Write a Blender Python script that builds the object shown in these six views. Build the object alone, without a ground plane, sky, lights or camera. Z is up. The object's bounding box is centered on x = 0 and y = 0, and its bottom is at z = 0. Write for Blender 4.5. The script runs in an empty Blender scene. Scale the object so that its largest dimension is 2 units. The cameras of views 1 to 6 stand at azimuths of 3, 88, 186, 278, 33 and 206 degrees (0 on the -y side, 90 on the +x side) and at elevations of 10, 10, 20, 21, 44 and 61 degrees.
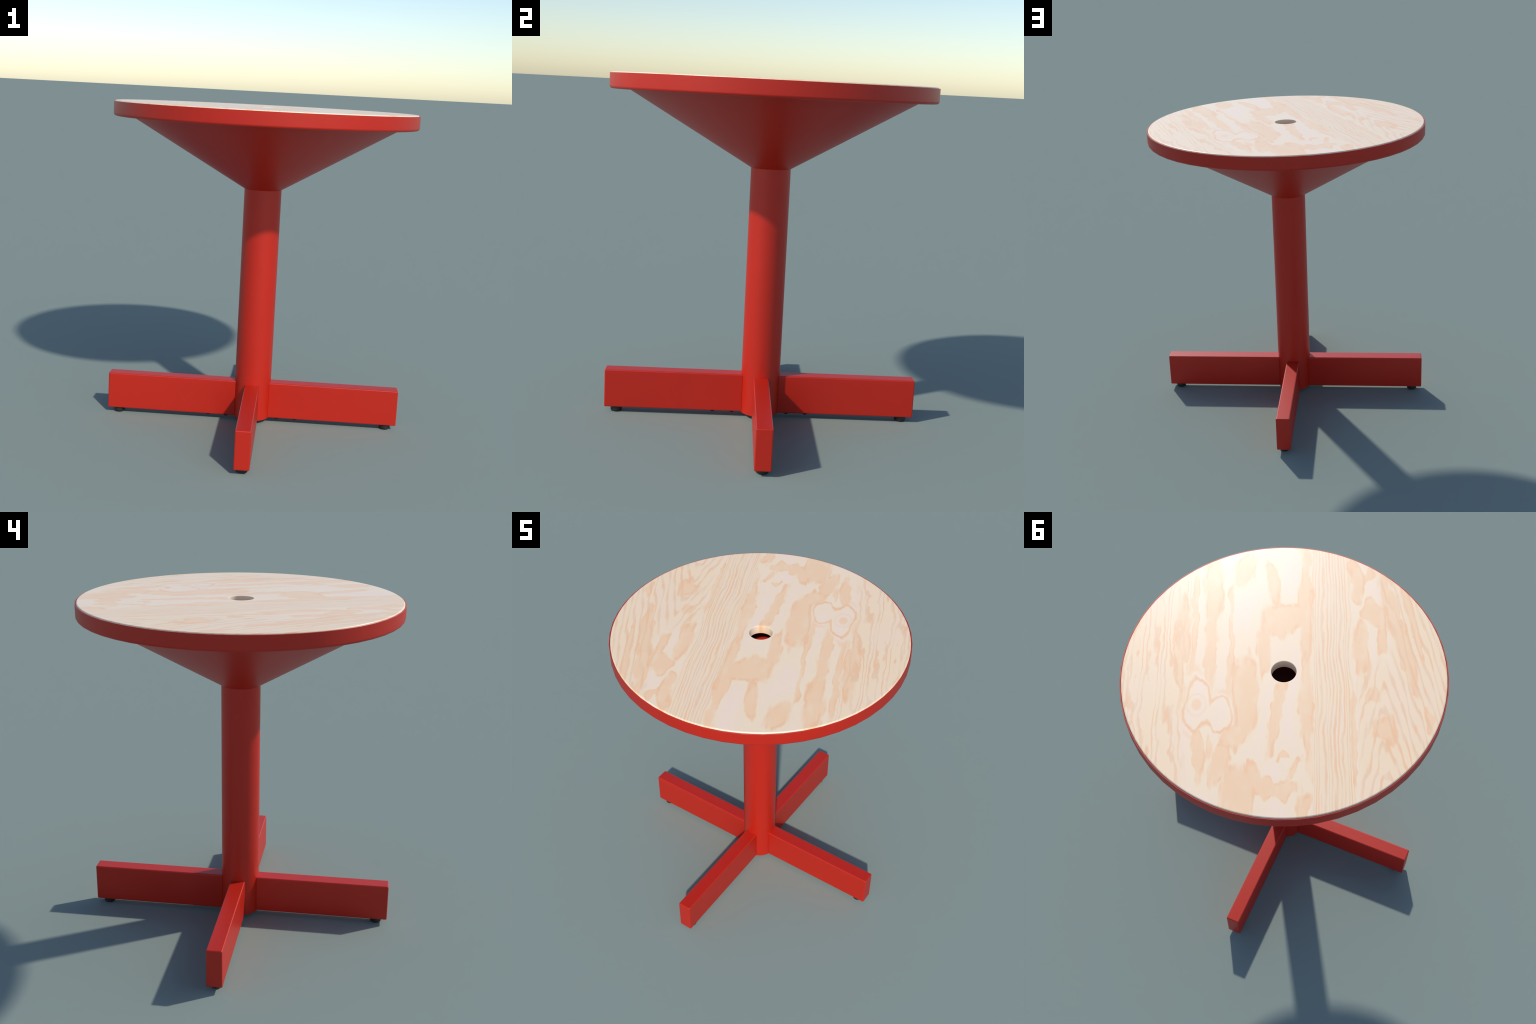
import bpy, bmesh, math
from mathutils import Vector, Matrix

# ---------------------------------------------------------------- measures
S = 2.0 / 0.70                      # the real table: 65 cm across, 70 cm high
R_TOP = 0.325 * S                   # outer radius of the steel rim
RIM_TOP, RIM_BOTTOM = 2.0 - 0.002 * S, 2.0 - 0.032 * S
LIP = 0.0021 * S                    # thickness of the rim's lip
R_WOOD = R_TOP - LIP - 0.0022       # wooden disc, with a hair of a gap
WOOD_BOTTOM = 2.0 - 0.0195 * S
R_HOLE = 0.025 * S
R_COLUMN = 0.0404 * S
CONE_BOTTOM, CONE_SLOPE = 1.4968, 1.713    # slope: run over rise
COLUMN_BOTTOM = 0.0250
LEG_BOTTOM, LEG_TOP, LEG_WIDTH = 0.0313, 0.2620, 0.0905
SEGMENTS = 52


# ---------------------------------------------------------------- mesh helpers
def new_object(name, bm, material, parent=None, smooth_angle=None):
    bmesh.ops.recalc_face_normals(bm, faces=bm.faces)
    me = bpy.data.meshes.new(name)
    bm.to_mesh(me)
    bm.free()
    me.materials.append(material)
    for p in me.polygons:
        p.use_smooth = True
    if smooth_angle is not None:
        me.set_sharp_from_angle(angle=math.radians(smooth_angle))
    ob = bpy.data.objects.new(name, me)
    bpy.context.scene.collection.objects.link(ob)
    if parent is not None:
        ob.parent = parent
    # large flat faces keep their own normal, the narrow bevels carry the turn
    wn = ob.modifiers.new('weighted_normal', 'WEIGHTED_NORMAL')
    wn.keep_sharp = True
    wn.weight = 100
    return ob


def lathe(profile, segments, closed=True, phase=0.0):
    """Turn a closed (r, z) outline about the z axis; r = 0 points become poles."""
    bm = bmesh.new()
    rings = []
    for r, z in profile:
        if r < 1e-6:
            rings.append([bm.verts.new((0, 0, z))])
        else:
            rings.append([bm.verts.new((r * math.cos(phase + 2 * math.pi * i / segments),
                                        r * math.sin(phase + 2 * math.pi * i / segments), z))
                          for i in range(segments)])
    pairs = list(zip(rings, rings[1:] + ([rings[0]] if closed else [])))
    for a, b in pairs:
        if len(a) == 1 and len(b) == 1:
            continue
        for i in range(segments):
            j = (i + 1) % segments
            q = [a[i % len(a)], a[j % len(a)], b[j % len(b)], b[i % len(b)]]
            u = []
            for v in q:
                if v not in u:
                    u.append(v)
            if len(u) > 2:
                bm.faces.new(u)
    return bm


def arc(cr, cz, radius, a0, a1, steps):
    return [(cr + radius * math.cos(math.radians(a0 + (a1 - a0) * k / steps)),
             cz + radius * math.sin(math.radians(a0 + (a1 - a0) * k / steps)))
            for k in range(steps + 1)]


def bevelled_box(x0, x1, y0, y1, z0, z1, bevel, segments=3):
    bm = bmesh.new()
    bmesh.ops.create_cube(bm, size=1.0)
    for v in bm.verts:
        v.co = Vector(((x0 + x1) / 2 + v.co.x * (x1 - x0),
                       (y0 + y1) / 2 + v.co.y * (y1 - y0),
                       (z0 + z1) / 2 + v.co.z * (z1 - z0)))
    bmesh.ops.bevel(bm, geom=list(bm.edges), offset=bevel, segments=segments,
                    profile=0.5, affect='EDGES')
    return bm


# ---------------------------------------------------------------- node helpers
class Field:
    """A float socket with arithmetic, so that masks read as formulas."""
    def __init__(self, tree, socket):
        self.t, self.s = tree, socket

    def _op(self, op, *others):
        n = self.t.nodes.new('ShaderNodeMath')
        n.operation = op
        for i, o in enumerate((self,) + others):
            if isinstance(o, Field):
                self.t.links.new(o.s, n.inputs[i])
            else:
                n.inputs[i].default_value = float(o)
        return Field(self.t, n.outputs[0])

    def __add__(self, o): return self._op('ADD', o)
    def __sub__(self, o): return self._op('SUBTRACT', o)
    def __mul__(self, o): return self._op('MULTIPLY', o)
    def __truediv__(self, o): return self._op('DIVIDE', o)
    __radd__, __rmul__ = __add__, __mul__
    def madd(self, a, b): return self._op('MULTIPLY_ADD', a, b)
    def exp(self): return self._op('EXPONENT')
    def fract(self): return self._op('FRACT')
    def sin(self): return self._op('SINE')
    def max(self, o): return self._op('MAXIMUM', o)
    def min(self, o): return self._op('MINIMUM', o)

    def step(self, lo, hi, out0=0.0, out1=1.0):
        n = self.t.nodes.new('ShaderNodeMapRange')
        n.interpolation_type = 'SMOOTHSTEP'
        self.t.links.new(self.s, n.inputs['Value'])
        n.inputs['From Min'].default_value = lo
        n.inputs['From Max'].default_value = hi
        n.inputs['To Min'].default_value = out0
        n.inputs['To Max'].default_value = out1
        return Field(self.t, n.outputs['Result'])


def new_material(name):
    m = bpy.data.materials.new(name)
    m.use_nodes = True
    t = m.node_tree
    return m, t, t.nodes['Principled BSDF']


def ramp(tree, fac, stops, interpolation='LINEAR'):
    n = tree.nodes.new('ShaderNodeValToRGB')
    n.color_ramp.interpolation = interpolation
    el = n.color_ramp.elements
    while len(el) < len(stops):
        el.new(0.5)
    for e, (p, c) in zip(el, stops):
        e.position, e.color = p, (*c, 1.0)
    tree.links.new(fac.s, n.inputs['Fac'])
    return n.outputs['Color']


def noise(tree, vector, scale, detail=2.0, roughness=0.5):
    n = tree.nodes.new('ShaderNodeTexNoise')
    n.inputs['Scale'].default_value = scale
    n.inputs['Detail'].default_value = detail
    n.inputs['Roughness'].default_value = roughness
    tree.links.new(vector, n.inputs['Vector'])
    return Field(tree, n.outputs['Fac'])


def combine(tree, x, y, z=0.0):
    n = tree.nodes.new('ShaderNodeCombineXYZ')
    for i, o in enumerate((x, y, z)):
        if isinstance(o, Field):
            tree.links.new(o.s, n.inputs[i])
        else:
            n.inputs[i].default_value = o
    return n.outputs[0]


def mix(tree, fac, a, b, mode='MIX'):
    n = tree.nodes.new('ShaderNodeMix')
    n.data_type, n.blend_type = 'RGBA', mode
    for sock, val in ((n.inputs[0], fac), (n.inputs[6], a), (n.inputs[7], b)):
        if isinstance(val, Field):
            tree.links.new(val.s, sock)
        elif isinstance(val, bpy.types.NodeSocket):
            tree.links.new(val, sock)
        elif isinstance(val, tuple):
            sock.default_value = (*val, 1.0)
        else:
            sock.default_value = val
    return n.outputs[2]


# ---------------------------------------------------------------- materials
def red_paint():
    m, t, p = new_material('red_powder_coat')
    tc = t.nodes.new('ShaderNodeTexCoord').outputs['Object']
    cloud = noise(t, tc, 6.0, 3.0)
    col = ramp(t, cloud, [(0.3, (0.500, 0.0130, 0.0022)), (0.7, (0.516, 0.0140, 0.0028))])
    t.links.new(col, p.inputs['Base Color'])
    p.inputs['Roughness'].default_value = 0.42
    p.inputs['IOR'].default_value = 1.5
    fine = noise(t, tc, 900.0, 2.0)
    b = t.nodes.new('ShaderNodeBump')
    b.inputs['Strength'].default_value = 0.03
    b.inputs['Distance'].default_value = 0.001
    t.links.new(fine.s, b.inputs['Height'])
    t.links.new(b.outputs[0], p.inputs['Normal'])
    return m


def black_rubber():
    m, t, p = new_material('black_rubber')
    tc = t.nodes.new('ShaderNodeTexCoord').outputs['Object']
    col = ramp(t, noise(t, tc, 40.0), [(0.3, (0.010, 0.010, 0.010)), (0.7, (0.016, 0.016, 0.016))])
    t.links.new(col, p.inputs['Base Color'])
    p.inputs['Roughness'].default_value = 0.55
    return m


# Growth figure of the rotary-cut pine face, in grain coordinates: u across, v along.
# Flames are places where the knife ran along a band of latewood:
# centre u, centre v, half width, half length, slant (u per v), weight.
GRAIN_ANGLE = math.radians(23.2)
FLAMES = [
    # plain-cut middle
    (0.135, -0.50, 0.030, 0.55, 0.00, 0.95),
    (0.130, 0.22, 0.032, 0.36, 0.03, 1.00),
    (0.020, -0.38, 0.115, 0.11, -0.20, 1.15),
    (-0.070, -0.64, 0.035, 0.16, 0.20, 0.90),
    (-0.110, -0.16, 0.038, 0.15, 0.02, 1.00),
    (-0.040, 0.27, 0.030, 0.22, -0.15, 1.10),
    (0.000, 0.54, 0.030, 0.03, 0.00, 0.90),
    (-0.215, 0.12, 0.060, 0.22, 0.06, 1.15),
    (-0.310, -0.22, 0.017, 0.38, 0.00, 0.95),
    (-0.255, 0.41, 0.055, 0.12, -0.45, 1.05),
    # folds below the knot
    (-0.350, 0.62, 0.045, 0.10, -0.10, 1.10),
    (-0.470, 0.54, 0.028, 0.12, 0.15, 1.00),
    (-0.415, 0.50, 0.018, 0.09, 0.00, 0.90),
    # far end
    (-0.240, 0.80, 0.070, 0.16, 0.00, 1.15),
    (-0.150, 0.68, 0.030, 0.10, 0.15, 0.95),
    (-0.040, 0.76, 0.110, 0.045, 0.30, 1.10),
    (0.060, 0.62, 0.022, 0.10, -0.35, 0.85),
    (0.110, 0.86, 0.035, 0.10, -0.20, 0.90),
    # near end and left of the middle
    (-0.420, -0.62, 0.055, 0.22, 0.05, 1.00),
    (-0.240, -0.74, 0.060, 0.12, -0.10, 1.00),
    (-0.420, -0.18, 0.034, 0.26, 0.02, 1.05),
    (-0.590, -0.20, 0.036, 0.30, 0.03, 1.00),
    (-0.520, -0.40, 0.018, 0.38, 0.00, 0.95),
    # between the straight strip and the right-hand edge
    (0.430, -0.66, 0.035, 0.12, 0.10, 1.10),
    (0.500, -0.70, 0.040, 0.03, -0.60, 0.90),
    (0.530, -0.42, 0.065, 0.065, 0.00, 1.05),
    (0.445, -0.16, 0.034, 0.16, 0.00, 1.10),
    (0.560, -0.24, 0.024, 0.12, 0.05, 0.95),
    (0.655, -0.32, 0.030, 0.36, 0.18, 1.35),
    (0.745, -0.36, 0.020, 0.26, 0.13, 1.20),
    (0.500, 0.14, 0.045, 0.05, -0.30, 0.95),
    (0.560, 0.38, 0.060, 0.07, 0.10, 0.90),
    (0.385, 0.42, 0.016, 0.24, 0.03, 1.25),
    (0.800, 0.33, 0.018, 0.05, 0.00, 1.30),
]
KNOTS = [(-0.482, 0.220, 0.062, 0.165), (-0.345, 0.285, 0.055, 0.110)]


def bell(du, dv):
    return ((du * du + dv * dv) * -1.0).exp()


def pine_ply():
    m, t, p = new_material('pine_plywood')
    tc = t.nodes.new('ShaderNodeTexCoord').outputs['Object']
    sep = t.nodes.new('ShaderNodeSeparateXYZ')
    t.links.new(tc, sep.inputs[0])
    x, y, z = (Field(t, sep.outputs[i]) for i in range(3))
    ca, sa = math.cos(GRAIN_ANGLE), math.sin(GRAIN_ANGLE)
    u = x * -ca + y * -sa
    v = x * -sa + y * ca

    # wandering of the fibres: long slow waves plus small ragged ones
    slow = noise(t, combine(t, u * 2.2, v * 1.0, 3.1), 1.6, 2.0) - 0.5
    ragged = noise(t, combine(t, u * 3.0, v * 1.2, 7.7), 5.0, 2.0, 0.50) - 0.5
    raggedv = noise(t, combine(t, u * 3.0, v * 1.2, 1.3), 4.0, 2.0, 0.45) - 0.5
    uf = u + ragged * 0.085 + slow * 0.03
    vf = v + raggedv * 0.24
    ul = u + slow * 0.030 + ragged * 0.020

    # flames: soft patches of latewood with ragged tips
    h = None
    for cu, cv, wu, wv, slant, weight in FLAMES:
        dv = vf - cv
        g = bell(((uf - cu) - dv * slant) * (0.72 / wu), dv * (0.72 / wv)) * weight
        h = g if h is None else h.max(g)
    mottle = noise(t, combine(t, u * 3.0, v * 1.4, 2.0), 4.5, 2.5, 0.5)
    h = h + (mottle - 0.5) * 0.35
    flame = h.step(0.36, 0.74)
    flame_edge = h.step(0.40, 0.56) * h.step(0.80, 0.58)

    # knot pair: an outline line, a second faint one, a dot
    k = None
    for i, (cu, cv, wu, wv) in enumerate(KNOTS):
        g = bell((u + ragged * 0.05 - cu) * (1.0 / wu), (v + raggedv * 0.16 - cv) * (1.0 / wv))
        if i == 0:
            eye = bell((u - cu) * 26.0, (v - cv) * 20.0)
        k = g if k is None else k + g
    kr = k + (mottle - 0.5) * 0.22
    outline = kr.step(0.23, 0.32) * kr.step(0.44, 0.35)
    halo = kr.step(0.07, 0.13) * kr.step(0.24, 0.15) * mottle.step(0.38, 0.56)
    faint = (eye + ragged * 0.25).step(0.06, 0.13) * (eye + ragged * 0.25).step(0.28, 0.16) * 0.22
    dot = (eye + ragged * 0.3).step(0.40, 0.80) * 0.9
    inside = k.step(0.30, 0.45)

    # growth-ring lines, three families
    def lines(f, width):
        d = (f.fract() - 0.5)._op('ABSOLUTE')
        return d.step(width, width * 0.25)

    strip_zone = ul.step(0.150, 0.185) * ul.step(0.405, 0.360)
    jitter = noise(t, combine(t, u * 13.0, v * 0.35, 9.0), 1.0, 2.0) - 0.5
    strip = lines(ul * 54.0 + slow * 2.0 + jitter * 5.0, 0.36) * strip_zone
    # left side: rings bend around the knot
    push = bell((u + 0.56) * 6.0, (v - 0.24) * 3.6) * 0.045
    left_zone = u.step(-0.50, -0.60)
    fl = (ul + push - v * 0.075) * 21.0 + ragged * 1.6 + slow * 3.0 + jitter * 4.0
    left = lines(fl, 0.26) * left_zone
    # right side: nested arches that lean outwards
    du = ul - 0.555
    arm = (du * du + 0.0016)._op('SQRT')
    fr = (v + raggedv * 0.07 - arm * 4.8) * 5.4 + ragged * 0.9 + jitter * 2.0
    arch_zone = (v + arm * -0.6).step(-0.16, 0.02) * u.step(0.395, 0.44)
    right_zone = (ul - v * 0.12).step(0.60, 0.66).max(arch_zone)
    right = lines(fr, 0.25) * right_zone

    vary = noise(t, combine(t, u * 9.0, v * 1.2, 4.0), 2.5, 3.0, 0.6)
    strength = vary.step(0.30, 0.66, 0.25, 1.0)
    line = (strip * 1.0).max(left).max(right) * strength

    rose, cream = (1.0, 0.762, 0.580), (1.0, 0.772, 0.525)
    orange, rust = (1.0, 0.662, 0.405), (0.985, 0.575, 0.320)
    shadow_line = (0.860, 0.590, 0.380)

    tint = noise(t, combine(t, u * 2.0, v * 0.8, 5.0), 3.0, 3.0)
    zone = strip_zone.max(left_zone).max(right_zone)
    col = mix(t, (tint.step(0.40, 0.65) * 0.6 + zone * 0.55).min(1.0), rose, cream)
    col = mix(t, h.step(0.10, 0.34) * 0.7, col, cream)
    col = mix(t, zone * 0.22, col, orange)
    outside = (inside * -1.0) + 1.0
    col = mix(t, flame * outside * mottle.step(0.25, 0.60, 0.55, 1.0), col, orange)
    col = mix(t, flame_edge * outside * vary.step(0.40, 0.62) * 0.9, col, rust)
    line_col = mix(t, vary.step(0.40, 0.65), shadow_line, rust)
    col = mix(t, line * outside * 0.90, col, line_col)
    col = mix(t, halo * 0.75, col, orange)
    col = mix(t, (outline * vary.step(0.30, 0.60, 0.65, 1.0)).max(faint), col, rust)
    col = mix(t, dot, col, orange)
    # fine fibres and small resin flecks
    fibre = noise(t, combine(t, u * 60.0, v * 3.0, 0.0), 6.0, 3.0, 0.6)
    col = mix(t, fibre.step(0.50, 0.80, 0.0, 0.30), col, (0.94, 0.90, 0.84), 'MULTIPLY')
    t.links.new(col, p.inputs['Base Color'])
    p.inputs['Roughness'].default_value = 0.34
    p.inputs['IOR'].default_value = 1.45
    bump = t.nodes.new('ShaderNodeBump')
    bump.inputs['Strength'].default_value = 0.04
    bump.inputs['Distance'].default_value = 0.002
    t.links.new(fibre.s, bump.inputs['Height'])
    t.links.new(bump.outputs[0], p.inputs['Normal'])
    return m


RED, WOOD, RUBBER = red_paint(), pine_ply(), black_rubber()

# ---------------------------------------------------------------- the table
table = bpy.data.objects.new('pedestal_table', None)
bpy.context.scene.collection.objects.link(table)
table['label'] = 'round red metal pedestal table with pale wooden top'
table['category'] = 'table'

# wooden disc with a rounded edge and an umbrella hole
e = 0.0078
wood_outline = ([(R_HOLE, 1.9995 - 0.003)] + [(R_HOLE + 0.0012, 1.9998 - 0.0008), (R_HOLE + 0.0035, 2.0)]
                + [(R_WOOD * 0.5, 2.0)]
                + arc(R_WOOD - e, 2.0 - e, e, 90, 0, 4)
                + [(R_WOOD, WOOD_BOTTOM), (R_HOLE, WOOD_BOTTOM)])
new_object('tabletop', lathe(wood_outline, SEGMENTS * 2), WOOD, table, 35)

# steel rim: lip around the disc, thick rounded hoop below, thin floor under the disc
c = 0.0155
hoop = 0.036
floor = WOOD_BOTTOM - 0.001
rim_outline = ([(R_TOP, RIM_TOP - 0.0012), (R_TOP - 0.0012, RIM_TOP),
                (R_TOP - LIP + 0.001, RIM_TOP), (R_TOP - LIP, RIM_TOP - 0.001),
                (R_TOP - LIP, floor), (0.78, floor), (0.78, floor - 0.005), (R_TOP - hoop, floor - 0.005)]
               + arc(R_TOP - hoop + 0.008, RIM_BOTTOM + 0.008, 0.008, 180, 270, 3)
               + arc(R_TOP - c, RIM_BOTTOM + c, c, -90, 0, 4))
new_object('rim', lathe(rim_outline, SEGMENTS), RED, table, 40)

# hollow sheet-metal cone, running up inside the hoop to the floor of the rim
wall = 0.012
cone_top = floor - 0.003
r_cone_top = R_COLUMN + CONE_SLOPE * (cone_top - CONE_BOTTOM)
cone_outline = [(R_COLUMN - 0.0005, CONE_BOTTOM), (r_cone_top, cone_top),
                (r_cone_top - wall * 1.6, cone_top),
                (R_COLUMN - wall, CONE_BOTTOM + 0.006), (R_COLUMN - wall, CONE_BOTTOM)]
new_object('support_cone', lathe(cone_outline, SEGMENTS * 2), RED, table, 25)

# column: tube closed below
column_outline = [(0, COLUMN_BOTTOM), (R_COLUMN - 0.004, COLUMN_BOTTOM), (R_COLUMN, COLUMN_BOTTOM + 0.003),
                  (R_COLUMN, CONE_BOTTOM + 0.002), (R_COLUMN - wall * 0.98, CONE_BOTTOM + 0.002),
                  (R_COLUMN - wall * 0.98, COLUMN_BOTTOM + 0.03), (0, COLUMN_BOTTOM + 0.03)]
new_object('column', lathe(column_outline, SEGMENTS, closed=False), RED, table, 30)

# legs, feet and the screw heads under them
inner = math.sqrt(R_COLUMN ** 2 - (LEG_WIDTH / 2) ** 2) - 0.003
half = LEG_WIDTH / 2
leg0 = new_object('leg', bevelled_box(inner, R_TOP, -half, half, LEG_BOTTOM, LEG_TOP, 0.0072), RED, table)
m = leg0.data
m.set_sharp_from_angle(angle=math.radians(80))
foot_r = 0.0340
foot_outline = ([(0, LEG_BOTTOM + 0.004), (foot_r, LEG_BOTTOM + 0.004), (foot_r, 0.011)]
                + arc(foot_r - 0.007, 0.007, 0.007, 0, -90, 4) + [(0, 0.0)])
foot0 = new_object('foot', lathe(foot_outline, 32, closed=False), RUBBER, leg0, 40)
screw_r, screw_drop = 0.0185, 0.0195
screw_outline = [(0, 0.004), (screw_r, 0.004), (screw_r, -0.002)] + \
    [(screw_r * math.cos(math.radians(a)), -0.002 - (screw_drop - 0.002) * math.sin(math.radians(a)))
     for a in (20, 40, 60, 76)] + [(0, -screw_drop)]
screw0 = new_object('screw', lathe(screw_outline, 24, closed=False), RUBBER, leg0, 50)
foot0.location = (0.860, 0, 0)
screw0.location = (0.164, 0, LEG_BOTTOM)


def copy_under(ob, parent):
    c = ob.copy()
    c.parent = parent
    bpy.context.scene.collection.objects.link(c)
    return c


def second_screw(parent):
    copy_under(screw0, parent).location = (0.281, 0, LEG_BOTTOM)


second_screw(leg0)
for k in (1, 2, 3):
    leg = copy_under(leg0, table)
    leg.rotation_euler = (0, 0, k * math.pi / 2)
    copy_under(foot0, leg)
    copy_under(screw0, leg)
    second_screw(leg)
